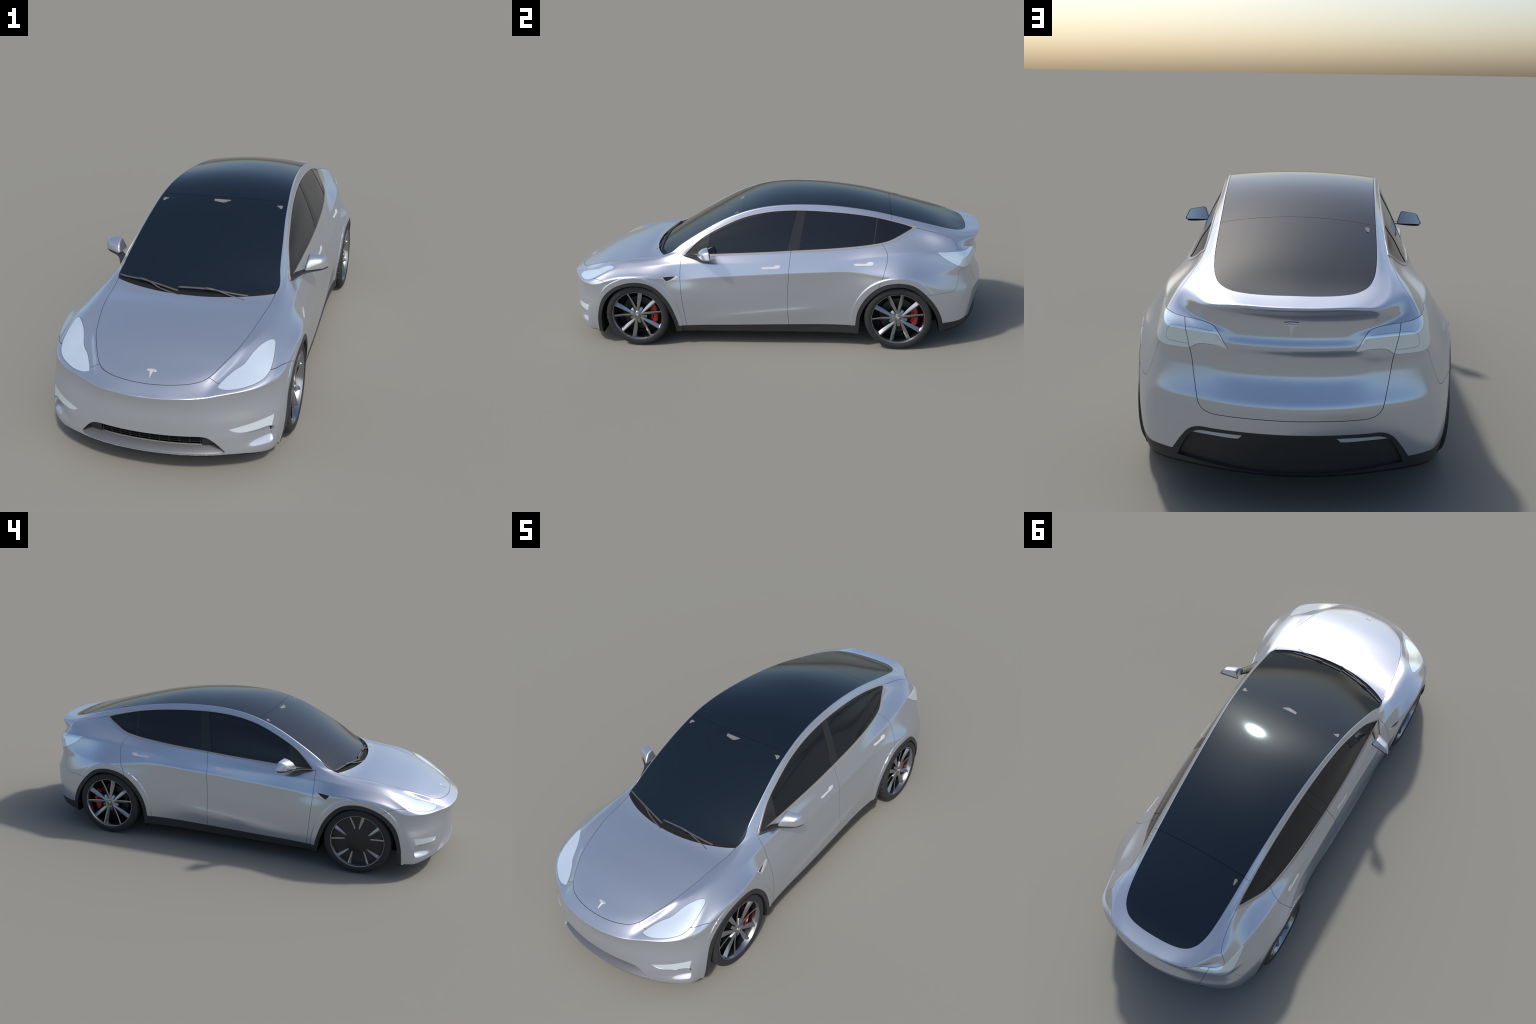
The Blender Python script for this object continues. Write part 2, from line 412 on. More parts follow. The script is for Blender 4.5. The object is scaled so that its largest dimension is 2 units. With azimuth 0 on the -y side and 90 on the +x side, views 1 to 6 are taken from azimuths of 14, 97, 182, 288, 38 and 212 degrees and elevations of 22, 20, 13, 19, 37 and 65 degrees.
FOG = np.vstack([curve([(.238, .1765), (.273, .1825), (.327, .1905), (.3585, .1950)]), curve([(.3555, .1635), (.317, .1640), (.28, .1630), (.258, .1675), (.238, .1765)])[:-1]])
DUCT = curve([(.2385, .1755), (.257, .1672), (.28, .1625), (.317, .1635), (.353, .163), (.3515, .140), (.345, .120), (.334, .1115), (.310, .1095), (.285, .113), (.262, .128)], 8, True)
DUCT_VENT = np.array([(.3455, .1615), (.3530, .1615), (.3515, .1420), (.3470, .1435)])
GRILLE = mirror_x(np.vstack([[(0, .1595)], curve([(.05, .1597), (.12, .1600), (.163, .159), (.182, .154), (.206, .134), (.230, .106)]), curve([(.231, .1035), (.226, .0995), (.205, .0975), (.145, .0975), (.07, .0975)]), [(0, .0975)]]))
VENT = np.array([(-.482, .3465), (-.420, .3470), (-.404, .3472), (-.419, .3340), (-.459, .3215), (-.467, .3245)])

VENT_IN = np.array([(-.479, .3455), (-.422, .3460), (-.438, .3350), (-.4585, .3250), (-.465, .3270)])


def handle(y, z, slope):
    o = curve([(0, .000), (.004, .0022), (.050, .0030), (.056, .0040), (.064, .0098), (.082, .0105), (.0875, .0075), (.086, .0005), (.077, -.0035), (.05, -.0045), (.003, -.0050)], 5, True)
    return o + [y, z] + np.outer(o[:, 0], [0, slope])


HANDLE_F, HANDLE_R = handle(-.0215, .3845, .012), handle(.3995, .4020, .008)

PLAN, SIDE, FACE = (lambda P: P[:, [0, 1]]), (lambda P: P[:, [1, 2]]), (lambda P: P[:, [0, 2]])
WRAP = lambda P: np.stack([wrap(P[:, 0], P[:, 1]), P[:, 2]], 1)


def line_dist(line, q):
    """Signed distance to an open line that is a graph over its first or second coordinate (side by direction)."""
    best, sign = np.full(len(q), 1e9), np.ones(len(q))
    for s, e in zip(line[:-1], line[1:]):
        d = e - s
        t = np.clip(((q - s) @ d) / (d @ d), 0, 1)
        r = q - s - t[:, None] * d
        m = np.hypot(*r.T)
        k = m < best
        best[k] = m[k]
        sign[k] = np.where(d[0] * r[k, 1] - d[1] * r[k, 0] >= 0, 1, -1)
    return best * sign


# name -> (function of points, mask of points where it holds)
up = lambda P: P[:, 2] > .24
low_rear = lambda P: P[:, 1] > .70
nose = lambda P: P[:, 1] < -.70
sides = lambda P: P[:, 0] > .19
def box(y0, y1, z0, z1, x0=-1, x1=2):
    return lambda P: (P[:, 1] > y0) & (P[:, 1] < y1) & (P[:, 2] > z0) & (P[:, 2] < z1) & (P[:, 0] > x0) & (P[:, 0] < x1)
D = {
    "hood": (lambda P: poly_dist(HOOD, PLAN(P)), up),
    "glass": (lambda P: poly_dist(GLASS, PLAN(P)), lambda P: P[:, 2] > .38),
    "split_front": (lambda P: P[:, 1] - SPLIT_FRONT(P[:, 0]), box(-.3, .1, .4, 1)),
    "split_rear": (lambda P: P[:, 1] - SPLIT_REAR(P[:, 0]), box(.4, .7, .53, 1, -1, .224)),
    "headlight": (lambda P: poly_dist(HEADLIGHT, PLAN(P)), up),
    "window": (lambda P: poly_dist(WINDOW, SIDE(P)), sides),
    "trim": (lambda P: poly_dist(TRIM, SIDE(P)), sides),
    "pillar_f": (lambda P: P[:, 1] - PILLAR_F(P[:, 2]), box(-.1, .3, .44, .64, .19)),
    "pillar_r": (lambda P: P[:, 1] - PILLAR_R(P[:, 2]), box(-.1, .3, .44, .64, .19)),
    "sail": (lambda P: P[:, 1] - SAIL(P[:, 2]), box(-.42, -.1, .42, .56, .19)),
    "quarter_f": (lambda P: P[:, 1] - QUARTER_F(P[:, 2]), box(.4, .6, .465, .60, .19)),
    "quarter_r": (lambda P: P[:, 1] - QUARTER_R(P[:, 2]), box(.4, .6, .465, .60, .19)),
    "arch_f_out": (lambda P: poly_dist(ARCH_F_OUT, SIDE(P)), sides),
    "arch_f_in": (lambda P: poly_dist(ARCH_F_IN, SIDE(P)), sides),
    "arch_r_out": (lambda P: poly_dist(ARCH_R_OUT, SIDE(P)), sides),
    "arch_r_in": (lambda P: poly_dist(ARCH_R_IN, SIDE(P)), sides),
    "ring_f": (lambda P: np.minimum(arch_ring(P[:, 1], P[:, 2], 0)[1] - .0205, .029), sides),
    "ring_r": (lambda P: np.minimum(arch_ring(P[:, 1], P[:, 2], 1)[1] - .0205, .029), sides),
    "well": (lambda P: P[:, 0] - .195, lambda P: P[:, 2] < .12),
    "door_f": (lambda P: P[:, 1] - DOOR_F(P[:, 2]), box(-.5, -.3, .08, .436, .25)),
    "door_b": (lambda P: P[:, 1] - DOOR_B(P[:, 2]), box(0, .2, .08, .465, .25)),
    "door_r": (lambda P: P[:, 1] - DOOR_R(P[:, 2]), box(.42, .62, .27, .484, .24)),
    "bumper_f": (lambda P: P[:, 1] + .9085, box(-.95, -.87, .25, .36, .160, .215)),
    "bumper_side": (lambda P: P[:, 2] - BUMPER_SIDE(P[:, 1]), box(-.835, -.68, .25, .36, .325)),
    "sill": (lambda P: P[:, 2] - SILL(P[:, 1]), box(-.47, .45, .05, .2, .2)),
    "clad_r": (lambda P: -line_dist(CLAD_R, FACE(P)) * -1, box(.7, 1.1, .05, .25)),
    "diffuser": (lambda P: poly_dist(DIFFUSER, FACE(P)), low_rear),
    "reflector": (lambda P: poly_dist(REFLECTOR, FACE(P)), low_rear),
    "taillight": (lambda P: poly_dist(TAILLIGHT, WRAP(P)), box(.7, 1.1, .33, .47)),
    "gate_low": (lambda P: poly_dist(GATE_LOW, FACE(P)), box(.85, 1.1, .2, .4395)),
    "gate_top": (lambda P: line_dist(GATE_TOP, PLAN(P)), box(.572, .866, .446, .60, .19)),
    "bumper_r": (lambda P: line_dist(BUMPER_R, WRAP(P)), box(.68, .95, .24, .373, .29)),
    "fog": (lambda P: poly_dist(FOG, FACE(P)), nose),
    "duct": (lambda P: poly_dist(DUCT, FACE(P)), nose),
    "grille": (lambda P: poly_dist(GRILLE, FACE(P)), nose),
    "vent": (lambda P: poly_dist(VENT, SIDE(P)), sides),
    "vent_in": (lambda P: poly_dist(VENT_IN, SIDE(P)), sides),
    "handle_f": (lambda P: poly_dist(HANDLE_F, SIDE(P)), sides),
    "handle_r": (lambda P: poly_dist(HANDLE_R, SIDE(P)), sides),
    "crease_front": (lambda P: np.clip(f_sides(P) - (front_y(np.abs(P[:, 0]), P[:, 2]) - P[:, 1]), -.029, .029), box(-1.1, -.78, .22, .34)),
    "crease_rear": (lambda P: np.clip(f_sides(P) - (P[:, 1] - rear_y(np.abs(P[:, 0]), P[:, 2])), -.029, .029), box(.86, 1.1, .44, .52)),
    "duct_vent": (lambda P: poly_dist(DUCT_VENT, FACE(P)), nose),
    "belly": (lambda P: P[:, 2] - floor_z(P[:, 1]) - .004, lambda P: P[:, 2] < .11),
}
# shut lines: cut twice, the strip between is left out
GAPS = {"hood": GAP, "glass": GAP * .8, "split_front": GAP * .5, "split_rear": GAP * .8, "door_f": GAP, "door_b": GAP, "door_r": GAP, "bumper_f": GAP * .8, "bumper_side": GAP * .8, "gate_low": GAP, "gate_top": GAP * .8, "bumper_r": GAP * .7, "pillar_f": GAP * .7, "taillight": GAP * .6, "headlight": GAP * .6}


def gval(name, P):
    f, m = D[name]
    return f(P), m(P)


class Skin:
    def __init__(self):
        B, Q = box_grid(STEP)
        self.P = cast(base_of(B), B)
        self.T = np.concatenate([Q[:, [0, 1, 2]], Q[:, [0, 2, 3]]])

    def cut(self, name, level=0.):
        P, T = self.P, self.T
        g, m = gval(name, P)
        g = g - level
        g[np.abs(g) < 2e-6] = 2e-6
        a, b = T, np.roll(T, -1, 1)
        split = (g[a] * g[b] < 0) & m[a] & m[b] & (np.abs(g[a]) < .0299) & (np.abs(g[b]) < .0299)
        sel = np.where(split.any(1))[0]
        if not len(sel):
            return
        A, Bv, S = a[sel], b[sel], split[sel]
        lo, hi = np.minimum(A, Bv), np.maximum(A, Bv)
        key = lo.astype(np.int64) * len(P) + hi
        uk, inv = np.unique(key[S], return_inverse=True)
        u, v = uk // len(P), uk % len(P)
        t = g[u] / (g[u] - g[v])
        new = P[u] + (P[v] - P[u]) * t[:, None]
        ids = np.full(S.shape, -1)
        ids[S] = len(P) + inv.ravel()
        out = []
        n = S.sum(1)
        for j in range(3):
            k = (j + 1) % 3
            l = (j + 2) % 3
            # one edge split (edge j)
            r = np.where((n == 1) & S[:, j])[0]
            t0, t1, t2, mj = A[r, j], A[r, k], A[r, l], ids[r, j]
            out += [np.stack([t0, mj, t2], 1), np.stack([mj, t1, t2], 1)]
            # two edges split: j and k, the corner between them stands alone
            r = np.where((n == 2) & S[:, j] & S[:, k])[0]
            t0, t1, t2, mj, mk = A[r, j], A[r, k], A[r, l], ids[r, j], ids[r, k]
            out += [np.stack([mj, t1, mk], 1), np.stack([t0, mj, mk], 1), np.stack([t0, mk, t2], 1)]
        keep = np.ones(len(T), bool)
        keep[sel] = False
        self.T = np.concatenate([T[keep], *out])
        self.P = np.concatenate([P, new])

    def settle(self):
        """Put the cut points back onto the true surface."""
        for _ in range(2):
            h = 5e-4
            g = np.stack([(body(self.P + e) - body(self.P - e)) / (2 * h) for e in np.eye(3) * h], 1)
            f = body(self.P)
            step = np.clip(f / np.maximum((g * g).sum(1), .2), -.002, .002)
            c = np.abs(self.P[:, 0]) < 1e-7
            self.P = self.P - g * step[:, None]
            self.P[c, 0] = 0
        self.N = normals(self.P)
        self.N[self.P[:, 0] == 0, 0] = 0
        self.N /= np.linalg.norm(self.N, axis=1)[:, None]


skin = Skin()
for name in D:
    if name in GAPS:
        skin.cut(name, -GAPS[name])
        skin.cut(name, GAPS[name])
    elif name.startswith('crease'):
        for lv in (-.0045, -.0015, .0015, .0045):
            skin.cut(name, lv)
    elif name.startswith('ring'):
        for lv in (-.0035, -.0012, .0012, .0035):
            skin.cut(name, lv)
    else:
        skin.cut(name)
skin.settle()
C = skin.P[skin.T].mean(1)
CN = skin.N[skin.T].mean(1)
V = {n: gval(n, C) for n in D}
inside = lambda n: V[n][1] & (V[n][0] < 0)
gap = lambda n: V[n][1] & (np.abs(V[n][0]) < GAPS[n] * .999)
x, y, z = C.T
label = np.full(len(C), "body_frame", dtype="U24")


def put(mask, name):
    label[mask] = name


fr = y < 0
# painted panels
put((y > .1) & ((V["bumper_r"][0] > 0) & (y > .69) & (z < .40) & (WRAP(C)[:, 0] < .30) & (z < .2695) | (y > .69) & (z < .374) & (V["bumper_r"][0] > 0) & (WRAP(C)[:, 0] < .08)), "rear_bumper")
wr = WRAP(C)[:, 0]
bumper_r_z = np.interp(wr, BUMPER_R[:, 0], BUMPER_R[:, 1])
put((y > .69) & (label == "rear_bumper"), "body_frame")
put((y > .69) & (z < np.where(wr < 0, .38, bumper_r_z)), "rear_bumper")
gate_x = np.interp(y, GATE_TOP[:, 1], GATE_TOP[:, 0])
put((y > SPLIT_REAR(x)) & (z > .43) & (x < gate_x) & ~((y < .69) & inside("trim")), "tailgate")
put((y > .80) & (z <= .46) & (poly_dist(GATE_LOW, FACE(C)) < 0), "tailgate")
frame_line = np.where(z < .433, DOOR_F(np.minimum(z, .433)), -.3935 - (z - .433) * 3.2)
put((y < frame_line) & fr, "fender")
put(fr & (x < .335) & (y < BUMPER_F(x)), "front_bumper")
put((x >= .325) & (y < -.66) & (z < BUMPER_SIDE(y)), "front_bumper")
put(inside("hood"), "hood")
doorz = (z < .49) & (x > .24) & (poly_dist(TRIM, SIDE(C)) > 0) & (z < np.interp(y, [p[0] for p in trim_low], [p[1] for p in trim_low]))
put(doorz & (y > frame_line) & (y < DOOR_B(z)) & (z < .46), "front_door")
put(doorz & (y > DOOR_B(z)) & (y < DOOR_R(np.maximum(z, .28))), "rear_door")
# glass
put(inside("glass") & (y < SPLIT_FRONT(x)), "windshield")
put(inside("glass") & (y > SPLIT_FRONT(x)), "roof_glass")
put(inside("glass") & (y > SPLIT_REAR(x)), "rear_window")
w = inside("window")
put(inside("trim") & ~w, "window_trim")
put(w, "front_door_window")
put(w & (y < SAIL(z)), "mirror_sail")
put(w & (y > PILLAR_F(z)), "pillar_trim")
put(w & (y > PILLAR_R(z)), "rear_door_window")
put(w & (y > QUARTER_F(z)), "window_bar")
put(w & (y > QUARTER_R(z)), "quarter_window")
# lamps, handles, small parts
put(inside("headlight"), "headlight")
put(inside("taillight"), "taillight")
put(inside("taillight") & (poly_dist(GATE_LOW, FACE(C)) < 0), "tailgate_light")
put(inside("fog"), "fog_light")
put(inside("duct"), "bumper_duct")
put(inside("duct_vent"), "duct_vent")
put(inside("vent"), "vent_frame")
put(inside("vent") & (poly_dist(VENT_IN, SIDE(C)) < 0), "fender_vent")
put(inside("handle_f"), "front_door_handle")
put(inside("handle_r"), "rear_door_handle")
# black plastics
clad = V["clad_r"][1] & (y > .7) & (line_dist(CLAD_R, FACE(C)) < 0)
put(clad, "rear_cladding")
put(inside("diffuser"), "diffuser")
put(inside("reflector"), "rear_reflector")
put((y > -.44) & (y < .43) & (z < SILL(y)) & (x > .2), "sill_cladding")
put(inside("arch_f_out") | inside("arch_r_out"), "wheel_arch_trim")
put((CN[:, 2] < -.35) & (z < floor_z(y) + .010) | (z < floor_z(y) + .004), "underbody")
put((inside("arch_f_in") | inside("arch_r_in")) & (x > .195), "hole")
put(inside("grille"), "hole")
for n in GAPS:
    if n in ("taillight", "headlight"):
        put(gap(n), "gap")
    elif n == "glass":
        put(gap(n) & ~inside("trim"), "gap")
    elif n == "gate_low":
        put(gap(n) & (z < .445) & ~clad, "gap")
    elif n == "gate_top":
        put(gap(n) & ~inside("trim") & ~inside("taillight"), "gap")
    elif n == "bumper_r":
        put(gap(n) & ~inside("taillight") & ~inside("arch_r_out"), "gap")
    elif n == "split_rear":
        put(gap(n) & ~inside("trim"), "gap")
    elif n == "split_front":
        put(gap(n) & inside("glass"), "gap")
    elif n == "bumper_f":
        put(gap(n) & ~inside("headlight") & ~inside("hood"), "gap")
    elif n == "bumper_side":
        put(gap(n) & ~inside("headlight") & ~inside("arch_f_out"), "gap")
    elif n == "pillar_f":
        put(gap(n) & w, "gap")
    elif n in ("door_b", "door_r", "door_f"):
        put(gap(n) & ~inside("window") & ~inside("arch_r_out") & (z > SILL(y)) & (z > .0), "gap")
    else:
        put(gap(n), "gap")

# ================================================================ materials
def material(name, color, metallic=0., rough=.5, spec=.5, coat=0., coat_rough=.03, vary=.04, scale=40., rough_vary=.0, bump=0., bump_scale=300., tint=None):
    m = bpy.data.materials.new(name)
    m.use_nodes = True
    t = m.node_tree
    b = t.nodes["Principled BSDF"]
    tc = t.nodes.new("ShaderNodeTexCoord")
    nz = t.nodes.new("ShaderNodeTexNoise")
    nz.inputs["Scale"].default_value = scale
    nz.inputs["Detail"].default_value = 3
    t.links.new(tc.outputs["Object"], nz.inputs["Vector"])
    cr = t.nodes.new("ShaderNodeValToRGB")
    c = np.array(color, float)
    cr.color_ramp.elements[0].position, cr.color_ramp.elements[1].position = .3, .7
    cr.color_ramp.elements[0].color = (*(c * (1 - vary)), 1)
    cr.color_ramp.elements[1].color = (*np.minimum(c * (1 + vary), 1), 1)
    t.links.new(nz.outputs["Fac"], cr.inputs["Fac"])
    t.links.new(cr.outputs["Color"], b.inputs["Base Color"])
    b.inputs["Metallic"].default_value = metallic
    if tint:
        b.inputs["Specular Tint"].default_value = (*tint, 1)
    b.inputs["Specular IOR Level"].default_value = spec
    b.inputs["Coat Weight"].default_value = coat
    b.inputs["Coat Roughness"].default_value = coat_rough
    b.inputs["Roughness"].default_value = rough
    if rough_vary:
        mr = t.nodes.new("ShaderNodeMapRange")
        mr.inputs["To Min"].default_value, mr.inputs["To Max"].default_value = rough - rough_vary, rough + rough_vary
        t.links.new(nz.outputs["Fac"], mr.inputs["Value"])
        t.links.new(mr.outputs["Result"], b.inputs["Roughness"])
    if bump:
        n2 = t.nodes.new("ShaderNodeTexNoise")
        n2.inputs["Scale"].default_value = bump_scale
        bp = t.nodes.new("ShaderNodeBump")
        bp.inputs["Strength"].default_value = bump
        bp.inputs["Distance"].default_value = .001
        t.links.new(tc.outputs["Object"], n2.inputs["Vector"])
        t.links.new(n2.outputs["Fac"], bp.inputs["Height"])
        t.links.new(bp.outputs["Normal"], b.inputs["Normal"])
    return m


PAINT = material("silver_paint", (.575, .612, .680), .82, .20, vary=.004, scale=60)
GLASSM = material("tinted_glass", (.006, .010, .016), 0., .085, .5, vary=.02, tint=(.70, .88, 1.0))  # blue specular tint cools the warm sun halo on the glass
SIDEGLASS = material("tinted_side_glass", (.006, .009, .014), 0., .07, .5, vary=.02)
CHROME = material("satin_trim", (.36, .345, .34), .4, .36, vary=.02)
HANDLEM = material("handle_metal", (.72, .70, .73), .3, .4, vary=.01)
LENS = material("clear_lens", (.80, .90, .97), .62, .06, .6, vary=.02, scale=25)
PLASTIC = material("black_plastic", (.024, .025, .027), 0., .48, .4, vary=.06, bump=.05, bump_scale=900)
GLOSS = material("gloss_black", (.016, .017, .020), 0., .34, .45, vary=.03)
DARK = material("dark_liner", (.010, .010, .011), 0., .8, .2, vary=.05)
RUBBER = material("tyre_rubber", (.027, .028, .031), 0., .62, .3, vary=.08, scale=60)
RIMM = material("wheel_metal", (.38, .39, .42), 1., .19, vary=.02)
DISC = material("brake_steel", (.035, .035, .035), .6, .45, vary=.1)
RED = material("caliper_red", (.33, .028, .017), 0., .38, .5, vary=.04)
CAP = material("cap_metal", (.22, .22, .215), .8, .4, vary=.03)
BADGE = material("badge_metal", (.72, .70, .71), .5, .3, vary=.01)
PATCH = material("sensor_plate", (.17, .168, .18), .1, .5, vary=.03)
WIPER = material("wiper_rubber", (.075, .070, .072), .1, .5, vary=.1)
MIRRORG = material("mirror_glass", (.75, .80, .88), .9, .25, vary=.01)
REFL = material("reflector_lens", (.52, .58, .62), .25, .2, vary=.02)

# ================================================================ objects
car = bpy.data.objects.new("car", None)
bpy.context.collection.objects.link(car)
car["label"] = "silver five-door electric crossover car with dark glass roof"
car["category"] = "car"


def link(name, mesh, parent=car, mat=None):
    o = bpy.data.objects.new(name, mesh)
    bpy.context.collection.objects.link(o)
    o.parent = parent
    if mat and not mesh.materials:
        mesh.materials.append(mat)
    return o


def panel_mesh(name, tris, offset=0., depth=.006, mirrored=False, both=False, depth_dir=None):
    """Panel from faces of the skin: outer sheet with the body's own normals, edges folded in."""
    u, inv = np.unique(tris, return_inverse=True)
    T = inv.reshape(tris.shape)
    N = skin.N[u]
    off = offset(skin.P[u]) if callable(offset) else np.full(len(u), offset)
    P = skin.P[u] + N * off[:, None]
    P[skin.P[u, 0] == 0, 0] = 0
    e = np.concatenate([T[:, [0, 1]], T[:, [1, 2]], T[:, [2, 0]]])
    key = np.sort(e, 1)
    _, idx, cnt = np.unique(key[:, 0].astype(np.int64) * len(P) + key[:, 1], return_index=True, return_counts=True)
    be = e[idx[cnt == 1]]
    be = be[~((P[be[:, 0], 0] == 0) & (P[be[:, 1], 0] == 0))]
    fold = depth > 0 and len(be)
    verts, norms, faces = [P], [N], [T]
    if fold:
        k = len(P)
        bu, binv = np.unique(be, return_inverse=True)
        be2 = binv.reshape(be.shape)
        inward = -N[bu] if depth_dir is None else np.broadcast_to(depth_dir, (len(bu), 3))
        top, bot = P[bu], P[bu] + inward * depth
        bot[top[:, 0] == 0, 0] = 0
        # outward direction of the fold
        en = np.zeros((len(bu), 3))
        d = P[be[:, 1]] - P[be[:, 0]]
        side = np.cross(d, N[be].mean(1))
        side /= np.maximum(np.linalg.norm(side, axis=1), 1e-12)[:, None]
        np.add.at(en, be2[:, 0], side)
        np.add.at(en, be2[:, 1], side)
        en /= np.maximum(np.linalg.norm(en, axis=1), 1e-12)[:, None]
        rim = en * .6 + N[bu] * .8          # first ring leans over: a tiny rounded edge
        m = len(bu)
        a, b = be2[:, 0], be2[:, 1]
        verts += [top, bot]
        norms += [en, en]
        faces += [np.stack([b + k, a + k, a + k + m], 1), np.stack([b + k, a + k + m, b + k + m], 1)]
    P, N, T = np.concatenate(verts), np.concatenate(norms), np.concatenate(faces)
    if mirrored or both:
        M = np.array([-1, 1, 1.])
        if both:
            n = len(P)
            P, N, T = np.concatenate([P, P * M]), np.concatenate([N, N * M]), np.concatenate([T, T[:, ::-1] + n])
            # weld the centre line
            c = np.where(P[:, 0] == 0)[0]
            order = np.arange(len(P))
            if len(c):
                keyc = np.round(np.c_[P[c], N[c]] * 1e5).astype(np.int64)
                _, f, iv = np.unique(keyc, axis=0, return_index=True, return_inverse=True)
                order[c] = c[f][iv.ravel()]
            used, T2 = np.unique(order[T], return_inverse=True)
            P, N, T = P[used], N[used], T2.reshape(T.shape)
        else:
            P, N, T = P * M, N * M, T[:, ::-1]
    good = (T[:, 0] != T[:, 1]) & (T[:, 1] != T[:, 2]) & (T[:, 2] != T[:, 0])
    T = T[good]
    me = bpy.data.meshes.new(name)
    me.from_pydata(P.tolist(), [], T.tolist())
    me.shade_smooth()
    N = N / np.maximum(np.linalg.norm(N, axis=1), 1e-9)[:, None]
    me.normals_split_custom_set_from_vertices(N.tolist())
    return me


def panel(src, name, mat, parents=(car, car), single=False, **kw):
    """Panel pair (right, left), or one panel across the centre line."""
    tris = skin.T[label == src]
    if not len(tris):
        print("EMPTY", src)
        return [car, car]
    if single:
        return [link(name, panel_mesh(name, tris, both=True, **kw), parents[0], mat)] * 2
    return [link(name, panel_mesh(name, tris, **kw), parents[0], mat), link(name, panel_mesh(name, tris, mirrored=True, **kw), parents[1], mat)]


panel("hood", "hood", PAINT, single=True, depth=.012)
front_bumper = panel("front_bumper", "front_bumper", PAINT, single=True, depth=.012)
rear_bumper = panel("rear_bumper", "rear_bumper", PAINT, single=True)
tailgate = panel("tailgate", "tailgate", PAINT, single=True)
fender = panel("fender", "fender", PAINT, depth=.010)
panel("body_frame", "body_frame", PAINT)
fdoor = panel("front_door", "front_door", PAINT)
rdoor = panel("rear_door", "rear_door", PAINT)
hood_rear_c = curve(hood_rear)
def cowl(P):
    """The glass dips under the rear edge of the hood."""
    d = P[:, 1] - np.interp(np.abs(P[:, 0]), hood_rear_c[::-1, 0], hood_rear_c[::-1, 1])
    return -.0012 - .011 * smooth(.045, .0, d) * smooth(.285, .262, np.abs(P[:, 0]))
panel("windshield", "windshield", GLASSM, single=True, offset=cowl)
panel("roof_glass", "roof_glass", GLASSM, single=True, offset=-.0008)
panel("rear_window", "rear_window", GLASSM, single=True, offset=-.0008, parents=tailgate)
panel("front_door_window", "door_window", SIDEGLASS, parents=fdoor, offset=-.0025)
panel("rear_door_window", "door_window", SIDEGLASS, parents=rdoor, offset=-.0025)
panel("quarter_window", "quarter_window", SIDEGLASS, offset=-.0025)
panel("mirror_sail", "mirror_sail", PLASTIC, parents=fdoor, offset=-.0018)
panel("pillar_trim", "pillar_trim", GLOSS, offset=-.0012)
panel("window_bar", "window_bar", PLASTIC, offset=-.0012)
panel("window_trim", "window_trim", CHROME, offset=.0012)
def lens_bulge(P):
    return .0006 + .008 * smooth(.0, .030, -poly_dist(HEADLIGHT, PLAN(P)))
panel("headlight", "headlight", LENS, offset=lens_bulge, depth=.008)
panel("taillight", "taillight", LENS, offset=.0010, depth=.008)
panel("tailgate_light", "taillight", LENS, parents=tailgate, offset=.0010, depth=.008)
panel("fog_light", "fog_light", REFL, parents=front_bumper, offset=-.0006, depth=.008)
panel("bumper_duct", "bumper_duct", PAINT, parents=front_bumper, depth=.0)
panel("duct_vent", "duct_vent", DARK, parents=front_bumper, offset=-.001, depth=.0)
panel("fender_vent", "fender_vent", GLOSS, parents=fender, offset=-.006, depth=.003)
panel("vent_frame", "vent_frame", BADGE, parents=fender, offset=.0008, depth=.008)  # lighter metal chosen to draw the white highlight on the vent's edge
panel("front_door_handle", "door_handle", HANDLEM, parents=fdoor, offset=.0010, depth=.003)
panel("rear_door_handle", "door_handle", HANDLEM, parents=rdoor, offset=.0010, depth=.003)
clad_o = panel("rear_cladding", "rear_cladding", PLASTIC, single=True, depth=.012)
panel("diffuser", "diffuser", PLASTIC, parents=clad_o, single=True, offset=-.008, depth=.004)
panel("rear_reflector", "rear_reflector", REFL, parents=clad_o, offset=-.006, depth=.006)
panel("sill_cladding", "sill_cladding", PLASTIC, offset=.0008)
panel("wheel_arch_trim", "wheel_arch_trim", PLASTIC, offset=.0012, depth=.03, depth_dir=np.array([-1., 0, 0]))
panel("underbody", "underbody", DARK, single=True, depth=.0)

# ---- dark shell behind the shut lines
def inner_shell():
    B, Q = box_grid(.011)
    P = cast(base_of(B), B)
    N = normals(P)
    c = P[:, 0] == 0
    N[c, 0] = 0
    P = P - N * .0075
    P[c, 0] = 0
    T = np.concatenate([Q[:, [0, 1, 2]], Q[:, [0, 2, 3]]])
    m = P[T].mean(1)
    drop = (m[:, 0] > .18) & ((poly_dist(ARCH_F_IN, SIDE(m)) < .013) | (poly_dist(ARCH_R_IN, SIDE(m)) < .013))
    drop |= (m[:, 1] < -.7) & (poly_dist(GRILLE, FACE(m)) < .012)
    drop |= m[:, 2] < .085
    drop |= (m[:, 1] < -.7) & (m[:, 2] < .2) & (m[:, 0] > .22)
    drop |= (m[:, 1] > .7) & (m[:, 2] < .22)
    T = T[~drop]
    n = len(P)
    u, inv = np.unique(np.concatenate([T, T[:, ::-1] + n]), return_inverse=True)
    P2 = np.concatenate([P, P * [-1, 1, 1]])[u]
    me = bpy.data.meshes.new("inner_shell")
    me.from_pydata(P2.tolist(), [], inv.reshape(-1, 3).tolist())
    me.shade_smooth()
    return link("inner_shell", me, car, DARK)


inner_shell()


